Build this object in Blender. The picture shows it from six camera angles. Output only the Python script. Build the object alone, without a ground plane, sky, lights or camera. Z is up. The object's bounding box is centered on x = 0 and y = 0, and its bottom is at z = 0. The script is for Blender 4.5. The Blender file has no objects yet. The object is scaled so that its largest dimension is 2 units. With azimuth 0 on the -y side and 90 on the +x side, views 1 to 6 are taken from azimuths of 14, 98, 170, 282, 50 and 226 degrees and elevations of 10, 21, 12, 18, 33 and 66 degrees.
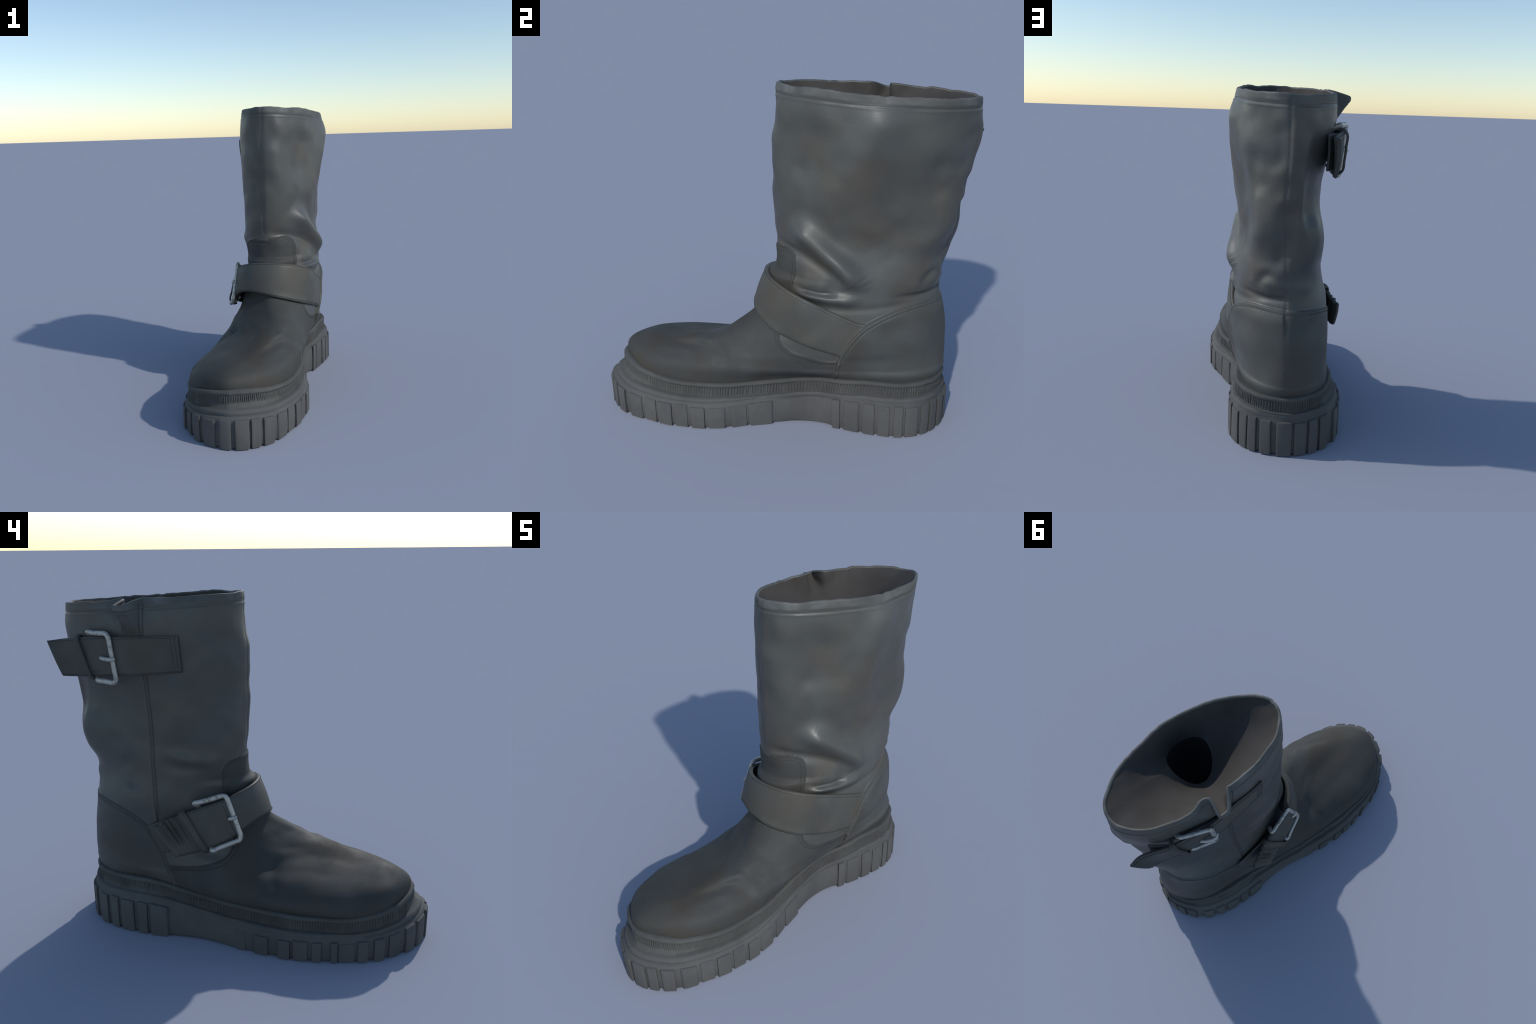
"""A worn black leather pull-on boot: lofted upper, chunky lugged rubber sole, two buckled straps."""
import bpy, math
import numpy as np
from mathutils import Vector
from mathutils.bvhtree import BVHTree

# ------------------------------------------------------------------ helpers
def smooth(a, b, x):
    t = np.clip((x - a) / (b - a), 0, 1)
    return t * t * (3 - 2 * t)

def spline(t, V, q):
    """Non-uniform cubic Hermite through values V at parameters t."""
    t = np.asarray(t, float); V = np.asarray(V, float); q = np.asarray(q, float)
    if V.ndim == 1: return spline(t, V[:, None], q)[:, 0]
    h = np.diff(t)[:, None] if V.ndim == 2 else np.diff(t)[:, None, None]
    d = np.diff(V, axis=0) / h
    m = np.empty_like(V)
    m[0], m[-1] = d[0], d[-1]
    m[1:-1] = (d[:-1] * h[1:] + d[1:] * h[:-1]) / (h[1:] + h[:-1])
    i = np.clip(np.searchsorted(t, q, side='right') - 1, 0, len(t) - 2)
    hh = (t[i + 1] - t[i]); s = (q - t[i]) / hh
    sh = (len(q),) + (1,) * (V.ndim - 1)
    s = s.reshape(sh); hh = hh.reshape(sh)
    return ((2*s**3 - 3*s**2 + 1) * V[i] + (s**3 - 2*s**2 + s) * hh * m[i]
            + (-2*s**3 + 3*s**2) * V[i + 1] + (s**3 - s**2) * hh * m[i + 1])

def arc(P):
    P = np.asarray(P, float)
    return np.concatenate([[0], np.cumsum(np.linalg.norm(np.diff(P, axis=0), axis=1))])

def curve(P, n):
    """n points evenly spread along a smooth curve through P."""
    P = np.asarray(P, float); t = arc(P) ** 1.0
    D = spline(t, P, np.linspace(0, t[-1], 12 * len(P)))
    a = arc(D)
    q = np.linspace(0, a[-1], n)
    return np.stack([np.interp(q, a, D[:, k]) for k in range(D.shape[1])], 1)

def closed_curve(P, n):
    P = np.asarray(P, float); m = len(P)
    W = np.concatenate([P[-3:], P, P[:4]]); t = arc(W); t -= t[3]
    L = t[3 + m]
    D = spline(t, W, np.linspace(0, L, 40 * m)); a = arc(D)
    q = np.linspace(0, a[-1], n, endpoint=False)
    return np.stack([np.interp(q, a, D[:, k]) for k in range(D.shape[1])], 1), a[-1]

RT = np.random.RandomState(7).rand(32, 32, 32)
def noise(P, scale, off=0.0):
    """Smooth value noise in -1..1 with features of about `scale` metres."""
    X = np.asarray(P) / scale + 50.3 + off
    i = np.floor(X).astype(int); f = X - i; f = f * f * (3 - 2 * f); i &= 31
    r = 0
    for dx in (0, 1):
        for dy in (0, 1):
            for dz in (0, 1):
                w = (f[..., 0] if dx else 1 - f[..., 0]) * (f[..., 1] if dy else 1 - f[..., 1]) * (f[..., 2] if dz else 1 - f[..., 2])
                r = r + w * RT[(i[..., 0] + dx) & 31, (i[..., 1] + dy) & 31, (i[..., 2] + dz) & 31]
    return 2 * r - 1

def line_dist(a, b, line):
    """Distance of points (a, b) from a polyline, and position 0..1 along it."""
    L = np.asarray(line, float); S = arc(L)
    best = np.full(a.shape, 9.0); pos = np.zeros(a.shape)
    for k in range(len(L) - 1):
        e = L[k + 1] - L[k]; l2 = e @ e
        t = np.clip(((a - L[k, 0]) * e[0] + (b - L[k, 1]) * e[1]) / l2, 0, 1)
        d = np.hypot(a - L[k, 0] - t * e[0], b - L[k, 1] - t * e[1])
        u = d < best
        best = np.where(u, d, best); pos = np.where(u, (S[k] + t * math.sqrt(l2)) / S[-1], pos)
    return best, pos

def unit(v): return v / np.maximum(np.linalg.norm(v, axis=-1, keepdims=True), 1e-9)

root = bpy.data.objects.new("leather_boot", None)
bpy.context.collection.objects.link(root)
root["label"] = "worn black leather pull-on boot with buckled straps and chunky lug sole"
root["category"] = "boot"

def add(name, verts, faces, mat, parent=root, normals=None, shade=True, stuff=False):
    me = bpy.data.meshes.new(name)
    me.from_pydata([tuple(map(float, v)) for v in verts], [], [tuple(map(int, f)) for f in faces])
    me.materials.append(mat)
    if shade:
        me.polygons.foreach_set("use_smooth", [True] * len(me.polygons))
    me.update()
    if normals is not None:
        me.normals_split_custom_set_from_vertices([tuple(map(float, n)) for n in normals])
    ob = bpy.data.objects.new(name, me)
    bpy.context.collection.objects.link(ob)
    ob.parent = parent
    if stuff: ob["kind"] = "stuff"
    return ob

def by_angle(ob, deg=40):
    ob.data.set_sharp_from_angle(angle=math.radians(deg))

def grid_faces(n, m, closed_m=False, base=0, flip=False):
    i, j = np.meshgrid(np.arange(n - 1), np.arange(m if closed_m else m - 1), indexing='ij')
    k = (j + 1) % m
    F = np.stack([i*m + j, i*m + k, (i+1)*m + k, (i+1)*m + j], -1).reshape(-1, 4) + base
    return F[:, ::-1] if flip else F

# ------------------------------------------------------------------ materials
def new_mat(name):
    m = bpy.data.materials.new(name); m.use_nodes = True
    nt = m.node_tree; nt.nodes.clear()
    out = nt.nodes.new("ShaderNodeOutputMaterial")
    b = nt.nodes.new("ShaderNodeBsdfPrincipled")
    nt.links.new(b.outputs[0], out.inputs[0])
    return m, nt, b

def tex_noise(nt, scale, detail=3, rough=0.5, vec=None, dist=0.0):
    n = nt.nodes.new("ShaderNodeTexNoise")
    n.inputs["Scale"].default_value = scale; n.inputs["Detail"].default_value = detail
    n.inputs["Roughness"].default_value = rough; n.inputs["Distortion"].default_value = dist
    if vec is not None: nt.links.new(vec, n.inputs["Vector"])
    return n.outputs["Fac"]

def ramp(nt, fac, stops):
    r = nt.nodes.new("ShaderNodeValToRGB")
    el = r.color_ramp.elements
    while len(el) < len(stops): el.new(0.5)
    for e, (p, c) in zip(el, stops):
        e.position = p; e.color = c if len(c) == 4 else (*c, 1)
    nt.links.new(fac, r.inputs[0])
    return r.outputs[0]

def mix(nt, a, b, fac, mode='MIX'):
    n = nt.nodes.new("ShaderNodeMix"); n.data_type = 'RGBA'; n.blend_type = mode
    for s, v in ((0, fac), (6, a), (7, b)):
        if hasattr(v, "links"): nt.links.new(v, n.inputs[s])
        else: n.inputs[s].default_value = v if s == 0 else (*v, 1)
    return n.outputs[2]

def bump(nt, b, h, strength, dist):
    n = nt.nodes.new("ShaderNodeBump")
    n.inputs["Strength"].default_value = strength; n.inputs["Distance"].default_value = dist
    nt.links.new(h, n.inputs["Height"]); nt.links.new(n.outputs[0], b.inputs["Normal"])

def leather(name, dark, mid, light, brown, rough=0.5, specks=True, spec=0.4, lowfreq=2.6):
    m, nt, b = new_mat(name)
    co = nt.nodes.new("ShaderNodeTexCoord").outputs["Object"]
    big = tex_noise(nt, lowfreq, 3, 0.5, co, 0.6)
    col = ramp(nt, big, [(0.30, dark), (0.5, mid), (0.70, light)])
    hue = ramp(nt, tex_noise(nt, 3.4, 2, 0.5, co, 0.3), [(0.45, (0, 0, 0)), (0.68, (1, 1, 1))])
    col = mix(nt, col, brown, hue)
    grain = tex_noise(nt, 160, 4, 0.6, co)
    col = mix(nt, col, ramp(nt, grain, [(0.3, (0.42, 0.42, 0.42)), (0.7, (0.58, 0.58, 0.58))]), 0.5, 'OVERLAY')
    if specks:
        v = nt.nodes.new("ShaderNodeTexVoronoi"); v.inputs["Scale"].default_value = 34
        nt.links.new(co, v.inputs["Vector"])
        dot = ramp(nt, v.outputs["Distance"], [(0.045, (1, 1, 1)), (0.085, (0, 0, 0))])
        gate = ramp(nt, tex_noise(nt, 5.5, 2, 0.5, co), [(0.60, (0, 0, 0)), (0.68, (1, 1, 1))])
        k = mix(nt, dot, gate, 1.0, 'MULTIPLY')
        k = mix(nt, k, (0.35, 0.35, 0.35), 1.0, 'MULTIPLY')
        col = mix(nt, col, (0.22, 0.22, 0.20), k)
    nt.links.new(col, b.inputs["Base Color"])
    rr = ramp(nt, tex_noise(nt, 9, 3, 0.6, co), [(0.3, (rough - .08,) * 3), (0.7, (rough + .1,) * 3)])
    nt.links.new(rr, b.inputs["Roughness"])
    b.inputs["Specular IOR Level"].default_value = spec
    v2 = nt.nodes.new("ShaderNodeTexVoronoi"); v2.inputs["Scale"].default_value = 210
    nt.links.new(co, v2.inputs["Vector"])
    h = mix(nt, v2.outputs["Distance"], grain, 0.5)
    bump(nt, b, h, 0.18, 0.003)
    return m

LEATHER = leather("black_leather", (0.057, 0.058, 0.052), (0.069, 0.071, 0.064), (0.087, 0.090, 0.084), (0.076, 0.067, 0.054), rough=.43, spec=.50, lowfreq=1.9)
VAMP_LEATHER = leather("vamp_leather", (0.045, 0.047, 0.045), (0.056, 0.058, 0.055), (0.064, 0.067, 0.065), (0.057, 0.051, 0.042), rough=.64, spec=.2, lowfreq=2.4)
COUNTER_LEATHER = leather("counter_leather", (0.050, 0.052, 0.048), (0.061, 0.064, 0.059), (0.076, 0.079, 0.074), (0.064, 0.057, 0.048), rough=.54, spec=.34, lowfreq=2.0)
STRAP_LEATHER = leather("strap_leather", (0.0541, 0.0541, 0.0484), (0.0705, 0.0713, 0.0640), (0.0918, 0.0927, 0.0845), (0.0754, 0.0672, 0.0541), rough=.54, specks=False, spec=.32)
HEM_LEATHER = leather("worn_hem_leather", (0.0648, 0.0684, 0.0634), (0.0864, 0.0900, 0.0842), (0.1332, 0.1368, 0.1296), (0.0900, 0.0814, 0.0684), rough=.6, specks=False, lowfreq=7)
LINING = leather("lining_suede", (0.050, 0.045, 0.039), (0.061, 0.055, 0.049), (0.073, 0.067, 0.060), (0.065, 0.060, 0.056), rough=0.85, specks=False, spec=0.15)

def rubber(name, a, b_, c):
    m, nt, b = new_mat(name)
    co = nt.nodes.new("ShaderNodeTexCoord").outputs["Object"]
    col = ramp(nt, tex_noise(nt, 3.5, 4, 0.55, co, 0.4), [(0.3, a), (0.5, b_), (0.7, c)])
    fine = tex_noise(nt, 220, 3, 0.6, co)
    col = mix(nt, col, ramp(nt, fine, [(0.3, (0.4,) * 3), (0.7, (0.6,) * 3)]), 0.6, 'OVERLAY')
    scuff = ramp(nt, tex_noise(nt, 26, 5, 0.65, co), [(0.66, (0, 0, 0)), (0.78, (0.5, 0.5, 0.5))])
    col = mix(nt, col, (0.17, 0.165, 0.15), scuff)
    nt.links.new(col, b.inputs["Base Color"])
    b.inputs["Roughness"].default_value = 0.78
    b.inputs["Specular IOR Level"].default_value = 0.3
    bump(nt, b, fine, 0.25, 0.003)
    return m

RUBBER = rubber("black_rubber", (0.072, 0.071, 0.069), (0.086, 0.085, 0.082), (0.102, 0.101, 0.096))
WELT_RUBBER = rubber("welt_rubber", (0.058, 0.058, 0.056), (0.072, 0.072, 0.068), (0.090, 0.091, 0.084))

def metal():
    m, nt, b = new_mat("worn_nickel")
    co = nt.nodes.new("ShaderNodeTexCoord").outputs["Object"]
    k = ramp(nt, tex_noise(nt, 38, 4, 0.6, co), [(0.52, (0, 0, 0)), (0.72, (1, 1, 1))])
    col = mix(nt, (0.46, 0.445, 0.40), (0.15, 0.12, 0.085), k)
    nt.links.new(col, b.inputs["Base Color"])
    b.inputs["Metallic"].default_value = 0.45
    b.inputs["Roughness"].default_value = 0.38
    bump(nt, b, tex_noise(nt, 60, 3, 0.6, co), 0.2, 0.003)
    return m
METAL = metal()

def plain(name, c, r=0.8):
    m, nt, b = new_mat(name)
    co = nt.nodes.new("ShaderNodeTexCoord").outputs["Object"]
    col = mix(nt, c, tuple(x * 1.35 for x in c), tex_noise(nt, 30, 2, 0.5, co))
    nt.links.new(col, b.inputs["Base Color"]); b.inputs["Roughness"].default_value = r
    return m
THREAD = plain("dark_thread", (0.035, 0.038, 0.038))
PALE_THREAD = plain("dusty_thread", (0.11, 0.125, 0.115))
PAINTED_DARK = plain("insole_black", (0.008, 0.008, 0.009), 0.95)  # near-black colour paints the boot's unlit depth on to the shallow throat pit

# ------------------------------------------------------------------ upper: cross-sections
# Each section: front point, back point (x, y, z), then (y, x) stations along the inner
# (+x) and the outer (-x) side, front to back.  The sections fan out from the heel.
SECT = [
 ((.03, -.865, .17), (.085, .83, .17),
  [(-.79, .15), (-.65, .225), (-.5, .262), (-.3, .272), (0, .21), (.2, .195), (.35, .23), (.5, .25), (.7, .22), (.79, .155)],
  [(-.79, -.175), (-.65, -.25), (-.5, -.265), (-.3, -.265), (0, -.235), (.2, -.205), (.5, -.17), (.7, -.13), (.79, -.06)]),
 ((.012, -.896, .262), (.085, .850, .285),
  [(-.853, .10), (-.785, .188), (-.65, .253), (-.5, .290), (-.3, .294), (0, .240), (.2, .217), (.35, .250), (.5, .260), (.7, .246), (.805, .188)],
  [(-.855, -.11), (-.785, -.208), (-.65, -.278), (-.5, -.294), (-.3, -.290), (-.1, -.276), (.1, -.248), (.25, -.214), (.5, -.168), (.7, -.132), (.80, -.055)]),
 ((.012, -.903, .325), (.085, .868, .32),
  [(-.857, .08), (-.79, .162), (-.667, .240), (-.5, .286), (-.363, .304), (-.15, .301), (.05, .280), (.25, .274), (.5, .278), (.7, .256), (.81, .194)],
  [(-.862, -.085), (-.79, -.175), (-.667, -.226), (-.5, -.236), (-.36, -.230), (-.2, -.240), (-.05, -.250), (.1, -.240), (.28, -.208), (.5, -.172), (.7, -.135), (.81, -.055)]),
 ((.015, -.782, .388), (.085, .868, .345),
  [(-.735, .085), (-.66, .160), (-.55, .215), (-.4, .264), (-.2, .296), (.05, .296), (.25, .287), (.5, .278), (.7, .246), (.81, .182)],
  [(-.742, -.04), (-.66, -.088), (-.55, -.108), (-.4, -.110), (-.25, -.148), (-.1, -.205), (.05, -.228), (.3, -.196), (.5, -.168), (.7, -.135), (.81, -.055)]),
 ((.075, -.60, .418), (.085, .868, .375),
  [(-.57, .125), (-.48, .17), (-.38, .232), (-.2, .284), (.05, .299), (.25, .293), (.5, .281), (.7, .243), (.81, .174)],
  [(-.57, .04), (-.48, .02), (-.37, .0), (-.25, -.085), (-.1, -.168), (.05, -.214), (.3, -.194), (.5, -.165), (.7, -.132), (.81, -.055)]),
 ((.120, -.485, .444), (.085, .867, .415),
  [(-.46, .16), (-.38, .204), (-.25, .256), (-.1, .282), (.1, .302), (.3, .299), (.5, .284), (.7, .244), (.81, .168)],
  [(-.46, .09), (-.39, .065), (-.3, .02), (-.22, -.070), (-.1, -.145), (.1, -.202), (.3, -.189), (.5, -.164), (.7, -.13), (.81, -.055)]),
 ((.145, -.36, .470), (.085, .864, .47),
  [(-.33, .19), (-.22, .238), (-.05, .277), (.15, .304), (.35, .307), (.55, .292), (.72, .242), (.81, .165)],
  [(-.33, .105), (-.25, .02), (-.14, -.095), (0, -.16), (.2, -.184), (.5, -.163), (.7, -.13), (.81, -.05)]),
 ((.125, -.25, .526), (.085, .86, .55),
  [(-.22, .175), (-.12, .224), (.02, .274), (.2, .308), (.4, .310), (.58, .296), (.73, .242), (.81, .165)],
  [(-.22, .082), (-.12, -.05), (.02, -.134), (.2, -.172), (.5, -.162), (.7, -.128), (.81, -.04)]),
 ((.085, -.14, .598), (.078, .848, .63),
  [(-.11, .145), (-.02, .208), (.1, .268), (.25, .298), (.42, .303), (.6, .286), (.74, .224), (.81, .15)],
  [(-.11, .03), (-.02, -.078), (.1, -.138), (.3, -.165), (.5, -.157), (.68, -.130), (.79, -.045)]),
 ((.055, -.062, .75), (.055, .828, .735),
  [(-.03, .13), (.06, .19), (.2, .255), (.35, .293), (.5, .296), (.65, .254), (.76, .17)],
  [(-.03, -.015), (.06, -.075), (.2, -.132), (.35, -.165), (.5, -.160), (.65, -.132), (.77, -.065)]),
]
# Shaft: height at mid-depth, front y, back y, half width, centre x, shear of the centre line, egg
SHAFT = [(.87, -.02, .825, .226, .072, .035, .12), (1.0, -.022, .868, .212, .066, .03, .20), (1.1, -.03, .898, .214, .070, .041, .20),
         (1.2, -.034, .906, .221, .080, .042, .257), (1.3, -.034, .912, .228, .084, .036, .29), (1.43, -.03, .932, .240, .083, .04, .23),
         (1.55, -.024, .950, .255, .081, .036, .145), (1.66, -.02, .958, .255, .076, .04, .09), (1.748, -.012, .953, .243, .074, .07, .0)]
RIM_TILT = 0.064

def shaft_section(z, f, b, a, cx, sh, egg):
    c, r = (f + b) / 2, (b - f) / 2
    v = np.sin(np.linspace(-1, 1, 11)[1:-1] * math.pi / 2)
    y = c + r * v; xc = cx + sh * (y - c)
    slack = np.interp(z, [.87, 1.0, 1.15, 1.3, 1.45, 1.75], [.04, .03, .13, .29, .29, .15])
    pinch = np.interp(z, [.87, 1.0, 1.15, 1.35, 1.55, 1.75], [.10, .04, .10, .25, .34, .20])
    inner = a * (1 - np.abs(v) ** 2.2) ** 0.5 * (1 - pinch * np.maximum(0, -v)) * (1 - slack * np.maximum(0, v))
    outer = .962 * a * (1 - np.abs(v) ** np.where(v > 0, 2.7, 2.5)) ** 0.5 * (1 - egg * v)
    tilt = RIM_TILT * smooth(.9, 1.7, np.array(z))
    zf = lambda yy: z - tilt * (yy - c) / r / 2
    F = (cx - sh * r * .9 - .018, f, zf(f)); B = (cx - .012 - .10 * egg, b - .004, zf(b))
    return F, B, list(zip(y, xc + inner)), list(zip(y, xc - outer))

NC, NR = 600, 430
def section_loop(F, B, med, lat):
    F = np.array(F); B = np.array(B)
    zz = lambda y: F[2] + (y - F[1]) / (B[1] - F[1]) * (B[2] - F[2])
    pts = [tuple(F)] + [(x, y, zz(y)) for y, x in med] + [tuple(B)] + [(x, y, zz(y)) for y, x in reversed(lat)]
    P = np.array(pts); m = len(P); nb = len(med) + 1
    W = np.concatenate([P[-3:], P, P[:4]])
    d = np.linalg.norm(np.diff(W, axis=0), axis=1) ** 0.75
    t = np.concatenate([[0], np.cumsum(d)]); t -= t[3]
    out = []
    for a, b in ((0, nb), (nb, m)):
        D = spline(t, W, np.linspace(t[3 + a], t[3 + b], 500)); s = arc(D)
        q = np.linspace(0, s[-1], NC // 2, endpoint=False)
        out.append(np.stack([np.interp(q, s, D[:, k]) for k in range(3)], 1))
    return np.concatenate(out)

loops = [section_loop(*s) for s in SECT] + [section_loop(*shaft_section(*s)) for s in SHAFT]
loops = np.array(loops)
step = np.linalg.norm(np.diff(loops, axis=0), axis=2)
tpar = np.concatenate([[0], np.cumsum(np.sqrt(step.mean(1) * (step.max(1) * .5 + step.mean(1) * .5)))])
base = spline(tpar, loops, np.linspace(0, tpar[-1], NR))

def grid_normals(G):
    du = np.roll(G, -1, 1) - np.roll(G, 1, 1)
    dv = np.gradient(G, axis=0)
    return unit(np.cross(du, dv))
for _ in range(26):                                  # leather has no sharp lumps: relax the loft
    base = (np.roll(base, 1, 1) + 2 * base + np.roll(base, -1, 1)) / 4
    base[1:-1] = (base[:-2] + 2 * base[1:-1] + base[2:]) / 4
for _ in range(30):
    base = (np.roll(base, 1, 1) + 2 * base + np.roll(base, -1, 1)) / 4
BN = grid_normals(base)
if (BN[NR // 2, NC // 4, 0] < 0): BN = -BN
X, Y, Z = base[..., 0], base[..., 1], base[..., 2]

# ------------------------------------------------------------------ seams and panels in side view (y, z)
COUNTER_MED = [(.285, .20), (.296, .33), (.326, .458), (.374, .544), (.444, .622), (.554, .688), (.681, .718), (.82, .715), (.95, .715)]
COUNTER_LAT = [(.30, .18), (.322, .284), (.364, .40), (.419, .517), (.493, .605), (.606, .672), (.72, .705), (.82, .715), (.95, .715)]
VAMP_MED = [(.36, .41), (.318, .412), (.251, .409), (.149, .436), (.062, .463), (.02, .50), (.01, .56), (.05, .66), (.079, .772), (.097, .90), (.09, .945), (.06, .972), (-.02, .97), (-.12, .965)]
VAMP_LAT = [(.40, .384), (.328, .384), (.135, .416), (.051, .451), (.02, .50), (.03, .60), (.06, .70), (.086, .79), (.084, .84), (.077, .913), (.05, .945), (-.02, .96), (-.12, .965)]

def signed_to(line, y, z, inside_poly):
    d, _ = line_dist(y, z, line)
    P = inside_poly; ins = np.zeros(y.shape, bool)
    for (y0, z0), (y1, z1) in zip(P, P[1:] + P[:1]):
        c = (z0 > z) != (z1 > z)
        with np.errstate(divide='ignore', invalid='ignore'):
            ins ^= c & (y < (y1 - y0) * (z - z0) / (z1 - z0 + 1e-12) + y0)
    return np.where(ins, d, -d)

def smooth_line(L): return [tuple(p) for p in curve(L, 60)]
CM, CL, VM, VL = map(smooth_line, (COUNTER_MED, COUNTER_LAT, VAMP_MED, VAMP_LAT))
med = BN[..., 0] * 1.0 + 0 * X
side = np.where(X > (0.06 + 0.05 * (Y + .1) / 1.0 + np.where(Y < -.2, -.02, 0)), 1, -1)
back_of = lambda L: L + [(1.3, .715), (1.3, .0), (L[0][0], .0)]
front_of = lambda L: L + [(-1.4, .965), (-1.4, .0), (.42, .0)]
cd = np.where(side > 0, signed_to(CM, Y, Z, back_of(CM)), signed_to(CL, Y, Z, back_of(CL)))
vd = np.where(side > 0, signed_to(VM, Y, Z, front_of(VM)), signed_to(VL, Y, Z, front_of(VL)))

D = np.zeros(X.shape)
sm = smooth(.15, .6, BN[..., 0]); sl = smooth(.15, .6, -BN[..., 0]); sb = smooth(.0, .45, BN[..., 1])
def ridge(a, b, line, amp, width, mask, taper=.18):
    d, p = line_dist(a, b, curve(line, 24))
    e = smooth(0, taper, p) * smooth(0, taper, 1 - p) if taper else 1
    return amp * np.exp(-(d / width) ** 2) * mask * e

# panel thickness
D += .0075 * smooth(-.003, .004, cd)
tuck = .016 * smooth(-.004, .004, cd) * np.exp(-(np.maximum(cd, 0) / .07) ** 2) * smooth(.32, .42, Z) * smooth(.72, .64, Z) * (side > 0)
D += tuck
D += .0050 * smooth(-.003, .004, vd) * (cd < .01)
# slouched ankle fold on the inner side
D += ridge(Y, Z, [(.06, 1.16), (.12, 1.10), (.23, 1.01), (.335, .915), (.40, .84), (.415, .78)], .054, .055, sm, .25)
D += .020 * smooth(.850, .812, Z) * smooth(.62, .70, Z) * smooth(.1, .7, -BN[..., 1])
D += ridge(Y, Z, [(.45, .79), (.40, .765), (.31, .757), (.15, .762), (.05, .77)], .030, .032, sm, .3)
D += ridge(Y, Z, [(-.05, 1.0), (.0, .992), (.147, .952), (.28, .89), (.37, .83)], -.016, .030, smooth(-.1, .4, BN[..., 0]), .15)
D += ridge(Y, Z, [(.1, .79), (.2, .782), (.32, .782)], -.012, .013, sm, .3)
D += ridge(Y, Z, [(.1, .84), (.2, .83), (.28, .81)], .012, .04, sm, .3)
D += ridge(Y, Z, [(.1, .725), (.31, .703), (.47, .712), (.63, .735), (.8, .765)], -.006, .02, sm, .15)
# broad undulations of the inner shaft wall
D += ridge(Y, Z, [(.55, 1.74), (.42, 1.5), (.3, 1.3), (.16, 1.15)], .019, .08, sm, .2)
D += ridge(Y, Z, [(.22, 1.66), (.14, 1.45), (.08, 1.3)], -.012, .07, sm, .3)
D += ridge(Y, Z, [(.60, 1.48), (.56, 1.3), (.58, 1.05), (.6, .85)], -.012, .09, sm, .25)
D += ridge(Y, Z, [(.30, 1.12), (.42, 1.08), (.52, .98)], -.008, .05, sm, .3)
D += ridge(Y, Z, [(.80, 1.5), (.74, 1.35), (.80, 1.25)], -.010, .045, sm, .3)
D += ridge(Y, Z, [(.70, .80), (.76, .87), (.82, .90)], -.014, .025, sm, .3)
D += sm * (.012 * np.exp(-((Y - .34) / .13) ** 2 - ((Z - 1.12) / .06) ** 2) + .008 * np.exp(-((Y - .55) / .10) ** 2 - ((Z - 1.64) / .08) ** 2))
# heel-side drapery (x, z)
D += ridge(X, Z, [(.28, 1.62), (.29, 1.45), (.23, 1.27), (.22, 1.12), (.29, .98), (.30, .86)], .020, .042, sb, .2)
D += ridge(X, Z, [(.17, 1.62), (.165, 1.5), (.18, 1.36)], -.012, .035, sb, .3)
D += ridge(X, Z, [(.10, 1.64), (.105, 1.5), (.11, 1.32)], .009, .022, sb, .2)
D += ridge(X, Z, [(.13, 1.26), (.11, 1.1), (.16, .95), (.18, .88)], -.026, .05, sb, .2)
D += ridge(X, Z, [(.0, 1.2), (.02, 1.05), (.0, .9)], .010, .05, sb, .3)
D += ridge(X, Z, [(.30, .825), (.2, .832), (.1, .83), (-.05, .82)], .008, .03, sb, .2)
D += ridge(X, Z, [(.30, .775), (.18, .76), (.08, .77)], -.012, .018, sb, .2)
# outer side
D += ridge(Y, Z, [(.40, 1.02), (.30, .97), (.15, .955), (.04, .98)], .010, .035, sl, .3)
D += ridge(Y, Z, [(.42, .93), (.28, .915), (.13, .92)], -.008, .03, sl, .3)
D -= .014 * sl * np.exp(-((Y - .46) / .10) ** 2 - ((Z - 1.06) / .09) ** 2) + .012 * sl * np.exp(-((Y - .14) / .09) ** 2 - ((Z - .85) / .06) ** 2)
D += ridge(Y, Z, [(.62, .96), (.55, .85), (.60, .78)], -.012, .05, sl, .3)
D += ridge(Y, Z, [(.25, 1.25), (.33, 1.12), (.38, 1.0)], .008, .06, sl, .3)
D += ridge(Y, Z, [(-.16, .45), (-.20, .37), (-.205, .295)], -.008, .032, sl, .3)
D += ridge(Y, Z, [(-.09, .40), (-.13, .33)], .005, .05, sl, 0)
D += ridge(Y, Z, [(-.33, .31), (-.5, .30), (-.66, .30)], .008, .035, sl, .3)
# flexing wrinkles of the instep on the inner side
for (ya, za, yb, zb, am, w) in [(-.50, .40, -.42, .33, .010, .035), (-.38, .45, -.33, .36, .011, .032), (-.28, .49, -.22, .38, .010, .035),
                                (-.45, .41, -.37, .40, -.009, .022), (-.335, .45, -.28, .41, -.009, .022), (-.22, .50, -.16, .44, -.007, .025),
                                (-.62, .40, -.55, .34, .006, .05)]:
    D += ridge(Y, Z, [(ya, za), ((ya + yb) / 2, (za + zb) / 2), (yb, zb)], am * .55, w, smooth(.1, .6, BN[..., 0]), 0)
D += ridge(X, Z, [(-.05, .50), (.05, .515), (.16, .51)], -.003, .02, smooth(.2, .6, BN[..., 2]), .3)
# flat slanted top of the toe box
up = smooth(.3, .8, BN[..., 2])
D -= up * (.020 * np.exp(-((X - .015) / .10) ** 2 - ((Y + .60) / .13) ** 2) + .010 * np.exp(-((X + .10) / .06) ** 2 - ((Y + .50) / .14) ** 2))
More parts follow.
